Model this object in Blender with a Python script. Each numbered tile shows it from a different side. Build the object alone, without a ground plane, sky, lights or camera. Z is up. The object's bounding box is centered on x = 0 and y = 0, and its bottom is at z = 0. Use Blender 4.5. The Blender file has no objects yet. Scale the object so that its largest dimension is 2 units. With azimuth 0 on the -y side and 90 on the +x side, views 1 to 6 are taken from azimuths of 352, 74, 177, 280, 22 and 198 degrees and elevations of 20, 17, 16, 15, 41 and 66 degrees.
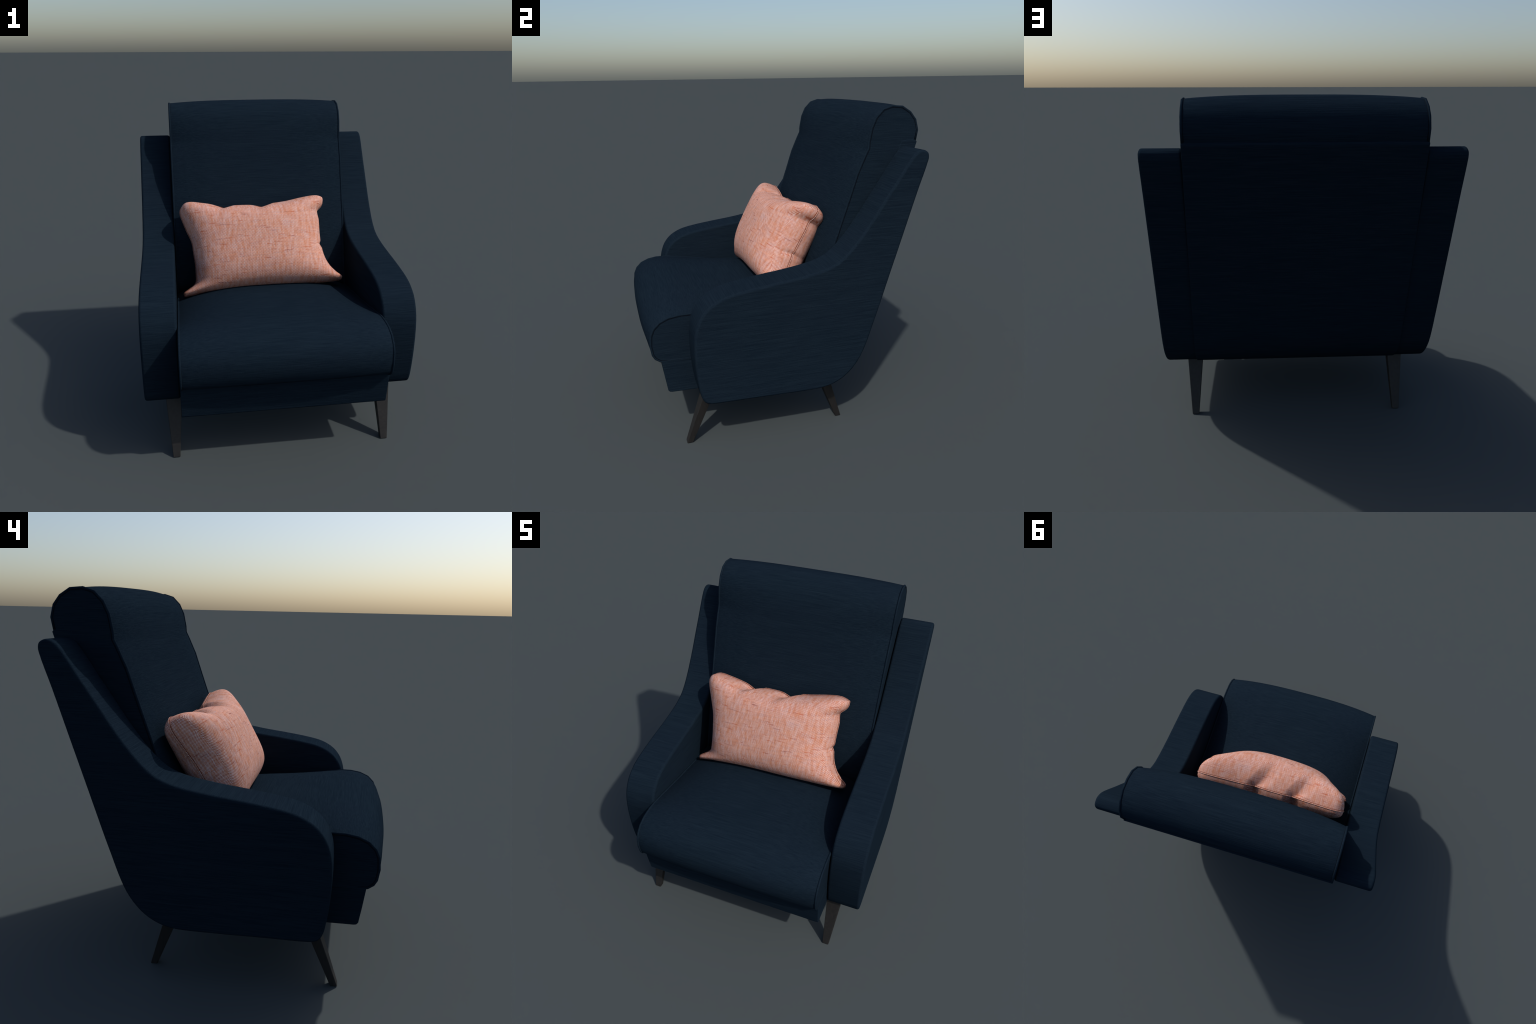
import bpy, bmesh, math
from math import sin, cos, pi, exp
from mathutils import Vector

# ------------------------------------------------------------------ helpers
SC = bpy.context.scene


def link(ob, parent=None):
    SC.collection.objects.link(ob)
    if parent is not None:
        ob.parent = parent
    return ob


def mesh_object(name, verts, faces, mat, parent=None, smooth=True):
    me = bpy.data.meshes.new(name)
    me.from_pydata([tuple(v) for v in verts], [], faces)
    bm = bmesh.new()
    bm.from_mesh(me)
    bmesh.ops.recalc_face_normals(bm, faces=bm.faces)
    bm.to_mesh(me)
    bm.free()
    me.polygons.foreach_set("use_smooth", [smooth] * len(me.polygons))
    me.materials.append(mat)
    return link(bpy.data.objects.new(name, me), parent)


def weighted(ob):
    m = ob.modifiers.new("weighted_normals", "WEIGHTED_NORMAL")
    m.mode, m.weight, m.keep_sharp = "FACE_AREA", 90, False
    return ob


def catmull(pts, n, closed=True):
    """Smooth curve through control points (centripetal-ish Catmull-Rom)."""
    out, k = [], len(pts)
    for i in range(k if closed else k - 1):
        p = [Vector(pts[j % k]) if closed else Vector(pts[min(max(j, 0), k - 1)])
             for j in (i - 1, i, i + 1, i + 2)]
        d = (p[2] - p[1]).length
        m1 = (p[2] - p[0]) * (d / max(1e-6, (p[2] - p[1]).length + (p[1] - p[0]).length))
        m2 = (p[3] - p[1]) * (d / max(1e-6, (p[3] - p[2]).length + (p[2] - p[1]).length))
        for s in range(n):
            t = s / n
            out.append(p[1] * (2 * t**3 - 3 * t**2 + 1) + m1 * (t**3 - 2 * t**2 + t)
                       + p[2] * (-2 * t**3 + 3 * t**2) + m2 * (t**3 - t**2))
    if not closed:
        out.append(Vector(pts[-1]))
    return out


def normals2d(pts, closed=True):
    """Outward normals of a counter-clockwise or clockwise polygon."""
    k = len(pts)
    area = sum(pts[i][0] * pts[(i + 1) % k][1] - pts[(i + 1) % k][0] * pts[i][1] for i in range(k))
    sgn = 1 if area > 0 else -1
    out = []
    for i in range(k):
        a = pts[i - 1] if (closed or i > 0) else pts[i]
        b = pts[(i + 1) % k] if (closed or i < k - 1) else pts[i]
        t = Vector((b[0] - a[0], b[1] - a[1]))
        t.normalize()
        out.append(Vector((t.y, -t.x)) * sgn)
    return out


def slab(name, profile, x0, x1, r, mat, parent, steps=4, widen=None):
    """Side profile (y, z) extruded along x, its edges rounded with radius r."""
    nor = normals2d(profile)
    stations = [(x0 + r * (1 - cos(pi / 2 * i / steps)), r * (1 - sin(pi / 2 * i / steps))) for i in range(steps + 1)]
    stations += [(x1 - (x - x0), o) for x, o in stations[::-1]]
    verts, faces, k = [], [], len(profile)
    for x, o in stations:
        for p, n in zip(profile, nor):
            verts.append((x * (widen(p[1]) if widen else 1), p[0] - n.x * o, p[1] - n.y * o))
    for s in range(len(stations) - 1):
        for i in range(k):
            j = (i + 1) % k
            faces.append((s * k + i, s * k + j, (s + 1) * k + j, (s + 1) * k + i))
    faces.append(tuple(range(k)))
    faces.append(tuple(range((len(stations) - 1) * k, len(stations) * k)))
    return weighted(mesh_object(name, verts, faces, mat, parent))


def tube(name, path, r, mat, parent, sides=10):
    """Round cord along a 3D path."""
    verts, faces, k = [], [], len(path)
    for i, p in enumerate(path):
        t = (Vector(path[min(i + 1, k - 1)]) - Vector(path[max(i - 1, 0)])).normalized()
        u = Vector((1, 0, 0))
        u = (u - t * u.dot(t)).normalized()
        v = t.cross(u)
        for s in range(sides):
            a = 2 * pi * s / sides
            verts.append(Vector(p) + (u * cos(a) + v * sin(a)) * r)
    for i in range(k - 1):
        for s in range(sides):
            q = (s + 1) % sides
            faces.append((i * sides + s, i * sides + q, (i + 1) * sides + q, (i + 1) * sides + s))
    faces.append(tuple(range(sides)))
    faces.append(tuple(range((k - 1) * sides, k * sides)))
    return mesh_object(name, verts, faces, mat, parent)


# ---------------------------------------------------------------- materials
class Nodes:
    def __init__(self, name):
        self.mat = bpy.data.materials.new(name)
        self.mat.use_nodes = True
        self.t = self.mat.node_tree
        self.bsdf = self.t.nodes["Principled BSDF"]

    def new(self, kind, **kw):
        n = self.t.nodes.new(kind)
        for k, v in kw.items():
            setattr(n, k, v)
        return n

    def put(self, sock, v):
        if isinstance(v, bpy.types.NodeSocket):
            self.t.links.new(v, sock)
        elif v is not None:
            sock.default_value = v

    def math(self, op, a, b=None, c=None, clamp=False):
        n = self.new("ShaderNodeMath", operation=op, use_clamp=clamp)
        for s, v in zip(n.inputs, (a, b, c)):
            self.put(s, v)
        return n.outputs[0]

    def mix(self, fac, a, b, kind="RGBA", blend="MIX"):
        n = self.new("ShaderNodeMix", data_type=kind, blend_type=blend)
        i = {"FLOAT": (2, 3, 0), "VECTOR": (4, 5, 1), "RGBA": (6, 7, 2)}[kind]
        self.put(n.inputs[0], fac)
        self.put(n.inputs[i[0]], a)
        self.put(n.inputs[i[1]], b)
        return n.outputs[i[2]]

    def combine(self, x, y, z):
        n = self.new("ShaderNodeCombineXYZ")
        for s, v in zip(n.inputs, (x, y, z)):
            self.put(s, v)
        return n.outputs[0]

    def separate(self, v):
        n = self.new("ShaderNodeSeparateXYZ")
        self.put(n.inputs[0], v)
        return n.outputs

    def scaled(self, v, s):
        n = self.new("ShaderNodeVectorMath", operation="MULTIPLY")
        self.put(n.inputs[0], v)
        n.inputs[1].default_value = s
        return n.outputs[0]

    def noise(self, v, scale, detail=2.0, rough=0.5):
        n = self.new("ShaderNodeTexNoise")
        self.put(n.inputs["Vector"], v)
        n.inputs["Scale"].default_value = scale
        n.inputs["Detail"].default_value = detail
        n.inputs["Roughness"].default_value = rough
        return n.outputs["Fac"]

    def range(self, v, a, b, c=0.0, d=1.0, kind="LINEAR"):
        n = self.new("ShaderNodeMapRange", interpolation_type=kind)
        for s, x in zip(n.inputs, (v, a, b, c, d)):
            self.put(s, x)
        return n.outputs[0]

    def coords(self):
        return self.new("ShaderNodeTexCoord").outputs

    def bump(self, h, strength, dist):
        n = self.new("ShaderNodeBump")
        n.inputs["Strength"].default_value = strength
        n.inputs["Distance"].default_value = dist
        self.put(n.inputs["Height"], h)
        return n.outputs[0]

    def set(self, **kw):
        for k, v in kw.items():
            self.put(self.bsdf.inputs[k.replace("_", " ")], v)


def navy_fabric():
    """Dark blue slubby weave: fine streaks run across the seat and back, and fore-and-aft on the sides."""
    m = Nodes("navy_woven_fabric")
    co = m.coords()
    obj = co["Object"]
    nx = m.math("ABSOLUTE", m.separate(co["Normal"])[0])
    side = m.range(nx, 0.6, 0.8)
    a = m.scaled(obj, (6.0, 230.0, 230.0))
    b = m.scaled(obj, (230.0, 6.0, 230.0))
    v = m.mix(side, a, b, "VECTOR")
    streak = m.noise(v, 1.0, 2.0, 0.6)
    a2 = m.scaled(obj, (2.0, 45.0, 45.0))
    b2 = m.scaled(obj, (45.0, 2.0, 45.0))
    broad = m.noise(m.mix(side, a2, b2, "VECTOR"), 1.0, 2.0, 0.5)
    a3 = m.scaled(obj, (420.0, 250.0, 250.0))
    fine = m.noise(a3, 1.0, 1.0, 0.5)
    f = m.math("ADD", m.math("MULTIPLY", streak, 0.65), m.math("MULTIPLY", broad, 0.08))
    f = m.math("ADD", f, m.math("MULTIPLY", fine, 0.27))
    t = m.range(f, 0.335, 0.665)
    ramp = m.new("ShaderNodeValToRGB")
    m.put(ramp.inputs[0], t)
    e = ramp.color_ramp.elements
    e[0].color = (0.0060, 0.0118, 0.0200, 1)
    e[1].color = (0.0118, 0.0216, 0.0328, 1)
    cloud = m.noise(obj, 3.0, 3.0, 0.55)
    col = m.mix(m.range(cloud, 0.35, 0.7, 0.0, 0.25), ramp.outputs[0], (0.0095, 0.0155, 0.0265, 1))
    m.set(Base_Color=col, Roughness=0.8, Normal=m.bump(f, 0.5, 0.004))
    m.bsdf.inputs["Specular IOR Level"].default_value = 0.0
    return m.mat


def seam_shadow_paint():
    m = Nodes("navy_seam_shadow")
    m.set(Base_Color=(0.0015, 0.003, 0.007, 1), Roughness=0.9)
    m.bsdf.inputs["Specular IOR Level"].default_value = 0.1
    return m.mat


def dark_wood():
    m = Nodes("dark_stained_wood")
    obj = m.coords()["Object"]
    g = m.noise(m.scaled(obj, (22.0, 60.0, 6.0)), 3.0, 4.0, 0.6)
    ramp = m.new("ShaderNodeValToRGB")
    m.put(ramp.inputs[0], g)
    e = ramp.color_ramp.elements
    e[0].position, e[1].position = 0.3, 0.75
    e[0].color = (0.0095, 0.0085, 0.008, 1)
    e[1].color = (0.021, 0.019, 0.018, 1)
    scratch = m.noise(m.scaled(obj, (60.0, 60.0, 160.0)), 1.0, 2.0, 0.5)
    col = m.mix(m.range(scratch, 0.68, 0.78, 0.0, 0.5), ramp.outputs[0], (0.04, 0.037, 0.035, 1))
    m.set(Base_Color=col, Roughness=0.5, Normal=m.bump(g, 0.2, 0.002))
    m.bsdf.inputs["Specular IOR Level"].default_value = 0.4
    return m.mat


def coral_weave():
    """Salmon basket weave: pale and rust yarns in a chequer, with slubs and faded streaks."""
    m = Nodes("coral_basket_weave")
    co = m.coords()
    obj = co["Object"]                     # x across, y up the pillow, z through it
    x, y, z = m.separate(obj)
    n = m.separate(co["Normal"])
    ax = m.math("ABSOLUTE", n[0])
    ay = m.math("ABSOLUTE", n[1])
    sx = m.math("GREATER_THAN", ax, 0.72)           # on the left and right flanks
    sy = m.math("GREATER_THAN", ay, 0.74)           # on the top and bottom rolls
    u = m.mix(sx, x, z, "FLOAT")
    v = m.mix(sy, y, z, "FLOAT")
    wob = m.noise(obj, 9.0, 2.0)
    u2 = m.math("ADD", u, m.math("MULTIPLY", wob, 0.010))
    v2 = m.math("ADD", v, m.math("MULTIPLY", wob, -0.010))
    P = 0.0047
    su = m.math("SINE", m.math("MULTIPLY", u2, pi / P))
    sv = m.math("SINE", m.math("MULTIPLY", v2, pi / P))
    w = m.math("MULTIPLY", su, sv)
    yarn = m.combine(u2, v2, 0.0)
    # per-yarn colour drift: long streaks along each yarn
    warp = m.noise(m.scaled(yarn, (60.0, 14.0, 1.0)), 1.0, 3.0, 0.6)
    weft = m.noise(m.scaled(yarn, (9.0, 70.0, 1.0)), 1.0, 3.0, 0.6)
    pale = m.mix(m.range(warp, 0.34, 0.60), (0.74, 0.40, 0.275, 1), (0.85, 0.66, 0.61, 1))
    rust = m.mix(m.range(weft, 0.35, 0.65), (0.36, 0.055, 0.020, 1), (0.56, 0.140, 0.050, 1))
    col = m.mix(m.range(w, -0.45, 0.45, kind="SMOOTHSTEP"), rust, pale)
    # patches where the pale yarn thins out
    patch = m.noise(m.scaled(yarn, (11.0, 7.0, 1.0)), 1.0, 3.0, 0.6)
    col = m.mix(m.range(patch, 0.45, 0.72, 0.0, 0.30), col, (0.68, 0.27, 0.14, 1))
    fade = m.noise(m.scaled(yarn, (22.0, 7.0, 1.0)), 1.3, 2.0, 0.5)
    col = m.mix(m.range(fade, 0.56, 0.75, 0.0, 0.22), col, (0.78, 0.58, 0.56, 1))
    # slubs: short dark rust dashes along the weft
    slub = m.noise(m.scaled(yarn, (11.0, 108.0, 1.0)), 1.0, 1.0, 0.4)
    zone = m.noise(m.scaled(yarn, (9.0, 16.0, 1.0)), 1.0, 1.0)
    s = m.math("MULTIPLY", m.range(slub, 0.62, 0.68), m.range(zone, 0.47, 0.55))
    col = m.mix(m.math("MULTIPLY", s, m.range(w, -0.5, 0.6, 1.0, 0.45)), col, m.mix(m.range(patch, 0.42, 0.55), (0.22, 0.03, 0.025, 1), (0.50, 0.09, 0.02, 1)))
    m.set(Base_Color=col, Roughness=0.9, Normal=m.bump(m.math("ABSOLUTE", w), 0.5, 0.0025))
    m.bsdf.inputs["Specular IOR Level"].default_value = 0.15
    return m.mat


def welt_shadow_paint():
    m = Nodes("brown_painted_welt_shadow")
    m.set(Base_Color=(0.16, 0.055, 0.035, 1), Roughness=0.9)
    m.bsdf.inputs["Specular IOR Level"].default_value = 0.1
    return m.mat


NAVY, SEAM_SHADOW, WOOD, CORAL, WELT_SHADOW = navy_fabric(), seam_shadow_paint(), dark_wood(), coral_weave(), welt_shadow_paint()

# ----------------------------------------------------------------- armchair
chair = link(bpy.data.objects.new("upholstered_armchair", None))
chair["label"] = "navy blue upholstered wingback armchair with tapered dark wood legs"
chair["category"] = "armchair"

X_IN, X_OUT = 0.6125, 0.828

# side profile of the arm and wing, (y, z), clockwise from the top of the wing
ARM = [(0.808, 1.685), (0.7525, 1.513), (0.671, 1.250), (0.596, 1.009), (0.530, 0.795), (0.499, 0.700),
       (0.463, 0.590), (0.426, 0.502), (0.378, 0.430), (0.315, 0.371), (0.233, 0.331), (0.150, 0.318),
       (-0.060, 0.320), (-0.290, 0.327), (-0.500, 0.332), (-0.551, 0.345), (-0.574, 0.381),
       (-0.588, 0.450), (-0.599, 0.545), (-0.604, 0.660), (-0.600, 0.755), (-0.587, 0.822),
       (-0.559, 0.885), (-0.510, 0.940), (-0.432, 0.983), (-0.330, 1.008), (-0.152, 1.034), (0.000, 1.053),
       (0.150, 1.080), (0.240, 1.112), (0.305, 1.160), (0.375, 1.236), (0.455, 1.342), (0.535, 1.461),
       (0.607, 1.567), (0.690, 1.692), (0.722, 1.728), (0.755, 1.744), (0.785, 1.740), (0.806, 1.722)]
arm_profile = catmull(ARM, 4)
for side in (1, -1):
    x0, x1 = sorted((side * X_IN, side * X_OUT))
    slab("arm", arm_profile, x0, x1, 0.016, NAVY, chair)

# padded back panel: runs from the top of the back down and under the seat
PANEL_BACK = [(0.848, 1.768), (0.8355, 1.727), (0.766, 1.509), (0.684, 1.247), (0.608, 1.005), (0.542, 0.791),
              (0.510, 0.696), (0.473, 0.586), (0.434, 0.497), (0.384, 0.424), (0.319, 0.365), (0.235, 0.3265),
              (0.150, 0.3145)]
PANEL_FRONT = [(0.150, 0.42), (0.30, 0.55), (0.44, 0.85), (0.55, 1.20), (0.66, 1.52), (0.730, 1.740), (0.745, 1.776), (0.79, 1.782), (0.838, 1.780)]
slab("back_panel", catmull(PANEL_BACK, 3, closed=False) + [Vector(p) for p in PANEL_FRONT],
     -0.6115, 0.6115, 0.005, NAVY, chair,
     widen=lambda z: 1 + 0.040 * max(0.0, min(1.0, (1.75 - z) / 1.3)))   # grows a little wider towards the floor

# seat base (front rail and underside)
BASE = [(0.148, 0.3155), (-0.060, 0.318), (-0.500, 0.328), (-0.722, 0.3335), (-0.735, 0.3365), (-0.744, 0.347),
        (-0.757, 0.430), (-0.772, 0.541), (-0.772, 0.552), (-0.5, 0.552), (0.148, 0.552)]
slab("seat_base", [Vector(p) for p in BASE], -0.6105, 0.6105, 0.004, NAVY, chair)


def cushion(name, seam, crown_weights, crown, close, power=3.0, half=0.609):
    """Boxed cushion: seam = open side profile (y, z) of the crowned panel, swept across x and swollen
    towards the middle; flat side panels, with a piping cord in the seam at each side."""
    k = len(seam)
    poly = [Vector(p) for p in seam] + [Vector(p) for p in close]
    nor = normals2d(poly)
    wts = list(crown_weights) + [0.0] * len(close)
    xs = []
    N = 36
    for i in range(N + 1):
        xs.append(half * sin(pi / 2 * (2 * i / N - 1)) if False else half * (2 * i / N - 1))
    verts, faces = [], []
    n = len(poly)
    edge = 0.007
    stations = [(-half, edge), (-half + 0.003, 0.003), (-half + 0.009, 0.0)]
    for i in range(1, N):
        stations.append(((half - 0.012) * (2 * i / N - 1), 0.0))
    stations += [(half - 0.009, 0.0), (half - 0.003, 0.003), (half, edge)]
    for x, inset in stations:
        q = max(0.0, 1 - (abs(x) / (half - 0.006)) ** power)
        for p, m, w in zip(poly, nor, wts):
            verts.append((x, p.x + m.x * (crown * w * q - inset), p.y + m.y * (crown * w * q - inset)))
    for s in range(len(stations) - 1):
        for i in range(n):
            j = (i + 1) % n
            faces.append((s * n + i, s * n + j, (s + 1) * n + j, (s + 1) * n + i))
    faces.append(tuple(range(n)))
    faces.append(tuple(range((len(stations) - 1) * n, len(stations) * n)))
    body = weighted(mesh_object(name, verts, faces, NAVY, chair))
    for side in (1, -1):
        path = [(side * (half - 0.0048), p.x - m.x * 0.0012, p.y - m.y * 0.0012) for p, m in zip(poly[:k], nor[:k])]
        tube("piping", path, 0.0068, NAVY, body)
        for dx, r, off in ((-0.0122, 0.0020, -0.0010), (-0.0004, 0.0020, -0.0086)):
            shadow_path = [(side * (half + dx), p.x + m.x * off, p.y + m.y * off) for p, m in zip(poly[:k], nor[:k])]
            tube("seam_shadow_cord", shadow_path, r, SEAM_SHADOW, body, 6)  # near-black cord modelled for the shade in the seam beside the piping
    return body


SEAT = [(0.30, 0.705), (0.20, 0.717), (0.085, 0.731), (-0.05, 0.749), (-0.15, 0.762), (-0.227, 0.772), (-0.32, 0.787), (-0.41, 0.802),
        (-0.500, 0.817), (-0.590, 0.828), (-0.653, 0.828), (-0.716, 0.818),
        (-0.770, 0.794), (-0.807, 0.757), (-0.825, 0.715), (-0.830, 0.653), (-0.821, 0.593), (-0.806, 0.566),
        (-0.778, 0.546), (-0.715, 0.538), (-0.595, 0.533)]
cushion("seat_cushion", SEAT, [1.0, 1.0, 1.0, 0.98, 0.94, 0.88, 0.79, 0.69, 0.59, 0.50, 0.45, 0.42, 0.39, 0.37, 0.34, 0.27, 0.18, 0.07,
                               0, 0, 0], 0.102, [(0.0, 0.535), (0.30, 0.54)], 2.7)

BACK = [(0.190, 0.700), (0.215, 0.790), (0.270, 0.985), (0.325, 1.180), (0.372, 1.320), (0.420, 1.463), (0.463, 1.596), (0.509, 1.700), (0.528, 1.738),
        (0.530, 1.777), (0.545, 1.858), (0.572, 1.918), (0.617, 1.964), (0.674, 1.981), (0.741, 1.976),
        (0.796, 1.942), (0.832, 1.898), (0.849, 1.838), (0.838, 1.774)]
cushion("back_cushion", BACK, [0.8, 0.8, 1, 1, 1, 1, 1.0, 1.38, 1.58, 1.35, 1.06, 0.76, 0.6, 0.5, 0.4, 0.25, 0.1, 0, 0], 0.036,
        [(0.805, 1.70), (0.72, 1.45), (0.57, 1.00), (0.44, 0.72)])

# legs: tapered square posts raked outwards, front pair forward and rear pair backward
H = 0.36


def leg(front):
    if front:
        foot = [(0.632, -0.659), (0.675, -0.659), (0.675, -0.621), (0.632, -0.621)]
        head = [(0.606, -0.535), (0.704, -0.535), (0.704, -0.470), (0.606, -0.470)]
    else:
        foot = [(0.633, 0.327), (0.675, 0.327), (0.675, 0.364), (0.633, 0.364)]
        head = [(0.604, 0.180), (0.700, 0.180), (0.700, 0.252), (0.604, 0.252)]
    c = (0.654, -0.64 if front else 0.345)
    bm = bmesh.new()
    lo = [bm.verts.new((p[0] - c[0], p[1] - c[1], 0)) for p in foot]
    hi = [bm.verts.new((p[0] - c[0], p[1] - c[1], H)) for p in head]
    bm.faces.new(lo[::-1])
    bm.faces.new(hi)
    for i in range(4):
        j = (i + 1) % 4
        bm.faces.new((lo[i], lo[j], hi[j], hi[i]))
    bmesh.ops.bevel(bm, geom=list(bm.edges), offset=0.004, segments=2, affect="EDGES", profile=0.5)
    bmesh.ops.recalc_face_normals(bm, faces=bm.faces)
    me = bpy.data.meshes.new("leg")
    bm.to_mesh(me)
    bm.free()
    me.polygons.foreach_set("use_smooth", [True] * len(me.polygons))
    me.materials.append(WOOD)
    return me, c


for front in (True, False):
    me, c = leg(front)
    for side in (1, -1):
        ob = bpy.data.objects.new("leg", me)
        link(ob, chair)
        ob.location = (side * c[0], c[1], 0)
        ob.scale = (side, 1, 1)
        weighted(ob)

# ------------------------------------------------------------- throw pillow
# local frame: x across, y up the slanted face, z towards the sitter
PC = Vector((-0.03, 0.135, 1.07))


def curve(pts, t):
    """Smooth monotone-ish interpolation of (parameter, value) control points."""
    if t <= pts[0][0]:
        return pts[0][1]
    for i in range(len(pts) - 1):
        (a, fa), (b, fb) = pts[i], pts[i + 1]
        if t <= b:
            pa, pb = pts[max(i - 1, 0)], pts[min(i + 2, len(pts) - 1)]
            ma = (fb - pa[1]) / (b - pa[0])
            mb = (pb[1] - fa) / (pb[0] - a)
            h = b - a
            w = (t - a) / h
            return (fa * (2 * w**3 - 3 * w**2 + 1) + ma * h * (w**3 - 2 * w**2 + w)
                    + fb * (-2 * w**3 + 3 * w**2) + mb * h * (w**3 - w**2))
    return pts[-1][1]


# the four edges of the slip, drawn in between the corners
TOP = [(-0.56, 0.308), (-0.49, 0.322), (-0.38, 0.304), (-0.25, 0.282), (-0.10, 0.277), (0.05, 0.280), (0.18, 0.293),
       (0.30, 0.318), (0.40, 0.334), (0.48, 0.326)]
BOTTOM = [(-0.54, -0.334), (-0.47, -0.320), (-0.40, -0.308), (-0.20, -0.290), (0.10, -0.284), (0.40, -0.280), (0.56, -0.282)]
LEFT = [(-0.335, -0.534), (-0.308, -0.533), (-0.284, -0.500), (-0.250, -0.458), (-0.22, -0.446), (-0.10, -0.447), (0.0, -0.463),
        (0.13, -0.499), (0.25, -0.539), (0.31, -0.541)]
RIGHT = [(-0.300, 0.562), (-0.255, 0.563), (-0.220, 0.522), (-0.17, 0.476), (-0.10, 0.442), (0.0, 0.425), (0.12, 0.424), (0.205, 0.430),
         (0.26, 0.460), (0.33, 0.480)]


def lerp(a, b, t):
    return a + (b - a) * t


def dent(s, right, left):
    """One-sided pinch: a long slope down to the crease and a short steep rise past it."""
    return max(0.0, 1 - s / right) ** 1.3 if s > 0 else exp(-((s / left) ** 2))


def pillow_point(u, v, face):
    """u, v in [-1, 1]; face = +1 front, -1 back."""
    fu, fv = (u + 1) / 2, (v + 1) / 2
    y0 = lerp(-0.30, 0.30, fv)
    x = lerp(curve(LEFT, y0), curve(RIGHT, y0), fu)
    y = lerp(curve(BOTTOM, x), curve(TOP, x), fv)
    x = lerp(curve(LEFT, y), curve(RIGHT, y), fu)
    # blunt the corners
    blunt = (abs(u) * abs(v)) ** 7
    blunt *= (0.016 if u > 0 else 0.024) if v > 0 else (0.016 if u > 0 else 0.006)
    x -= (1 if u > 0 else -1) * blunt
    y -= (1 if v > 0 else -1) * blunt
    # thickness
    a = max(0.0, 1 - abs(u) ** 3.4) ** 0.50 if face > 0 else max(0.0, 1 - abs(u) ** 5) ** 0.45
    if face > 0:
        b = max(0.0, 1 - abs(v) ** (2.9 if v < 0 else 4.6)) ** 0.5
    else:
        b = max(0.0, 1 - abs(v) ** (1.9 + 0.6 * fu if v > 0 else 2.4)) ** 0.64
    k = 1.8 + (1.6 * max(0.0, -u) ** 2 * max(0.0, v) if face > 0 else 0.0)
    t = 0.0 if min(a, b) < 1e-4 else (a ** -k + b ** -k - 1) ** (-1 / k)
    T = 0.210 * (1 - 0.10 * u * max(0.0, -v)) if face > 0 else 0.146 * (1 + 0.12 * u)
    # the lower corners are drawn out into thin ears
    if v < 0:
        t *= 1 - (0.55 if u < 0 else 0.0) * (abs(u) ** 5) * (abs(v) ** 2)
    z = T * t
    # pinches along the top seam, slanting away across the face
    for xc, depth, wid in ((0.088, 0.034, 0.060), (-0.175, 0.032, 0.058)):
        s = x - (xc - (0.55 * z if face > 0 else 0.1 * z))
        d = dent(s, wid, 0.062)
        near = exp(-((z / 0.125) ** 2.5)) if v > 0 else 0.0
        near *= min(1.0, max(0.0, (v - 0.2) / 0.5))
        y -= depth * d * near
        z -= 0.045 * d * near * min(1.0, z / 0.06)
    # pinch in the right flank below the top corner, and a small one lower down
    if u > 0:
        for yc, depth, w in ((0.222, 0.020, 0.034), (-0.015, 0.014, 0.016)):
            near = exp(-((z / 0.075) ** 2)) * min(1.0, max(0.0, (u - 0.3) / 0.5))
            d = dent(yc - 0.1 * z - y, w * 1.8, w)
            x -= depth * d * near
            z -= 1.3 * depth * d * near * min(1.0, z / 0.03)
    # hollow left flank
    if u < -0.5:
        x += 0.010 * exp(-(((y - 0.04) / 0.06) ** 2)) * ((-u - 0.5) / 0.5) ** 2 * exp(-((z / 0.1) ** 2))
    # soft unevenness of the stuffing
    z += t * (0.006 * sin(9 * x + 4 * y + 1.0) + 0.004 * sin(13 * y - 5 * x))
    return Vector((x, y, face * z))


NU, NV = 220, 140


def spread(i, n):
    """Parameter from -1 to 1, crowded towards both ends so the rounded edges stay smooth."""
    t = 2 * i / n - 1
    return 0.45 * t + 0.55 * sin(pi / 2 * t) if abs(t) < 1 else t


verts, faces, index = [], [], {}
for face in (1, -1):
    for j in range(NV + 1):
        for i in range(NU + 1):
            if face < 0 and (i in (0, NU) or j in (0, NV)):
                index[face, i, j] = index[1, i, j]
                continue
            index[face, i, j] = len(verts)
            verts.append(pillow_point(spread(i, NU), spread(j, NV), face))
    for j in range(NV):
        for i in range(NU):
            q = (index[face, i, j], index[face, i + 1, j], index[face, i + 1, j + 1], index[face, i, j + 1])
            faces.append(q if face > 0 else q[::-1])
pillow = mesh_object("throw_pillow", verts, faces, CORAL)
ang = math.atan2(0.877, 0.48)
pillow.location = PC
pillow.rotation_euler = (ang, 0, 0)
pillow["label"] = "coral woven rectangular throw pillow with pinched corners"
pillow["category"] = "pillow"

# welt along the seam
loop = [pillow_point(spread(i, NU), 1, 1) for i in range(NU + 1)]
loop += [pillow_point(1, spread(j, NV), 1) for j in range(NV - 1, -1, -1)]
loop += [pillow_point(spread(i, NU), -1, 1) for i in range(NU - 1, -1, -1)]
loop += [pillow_point(-1, spread(j, NV), 1) for j in range(1, NV + 1)]
tube("seam_welt", loop, 0.0040, CORAL, pillow, 8)
tube("welt_shadow_cord", [p + Vector((0, 0, 0.0048)) for p in loop], 0.0026, WELT_SHADOW, pillow, 6)  # thin brown tube draws the dark shadow line beside the welt
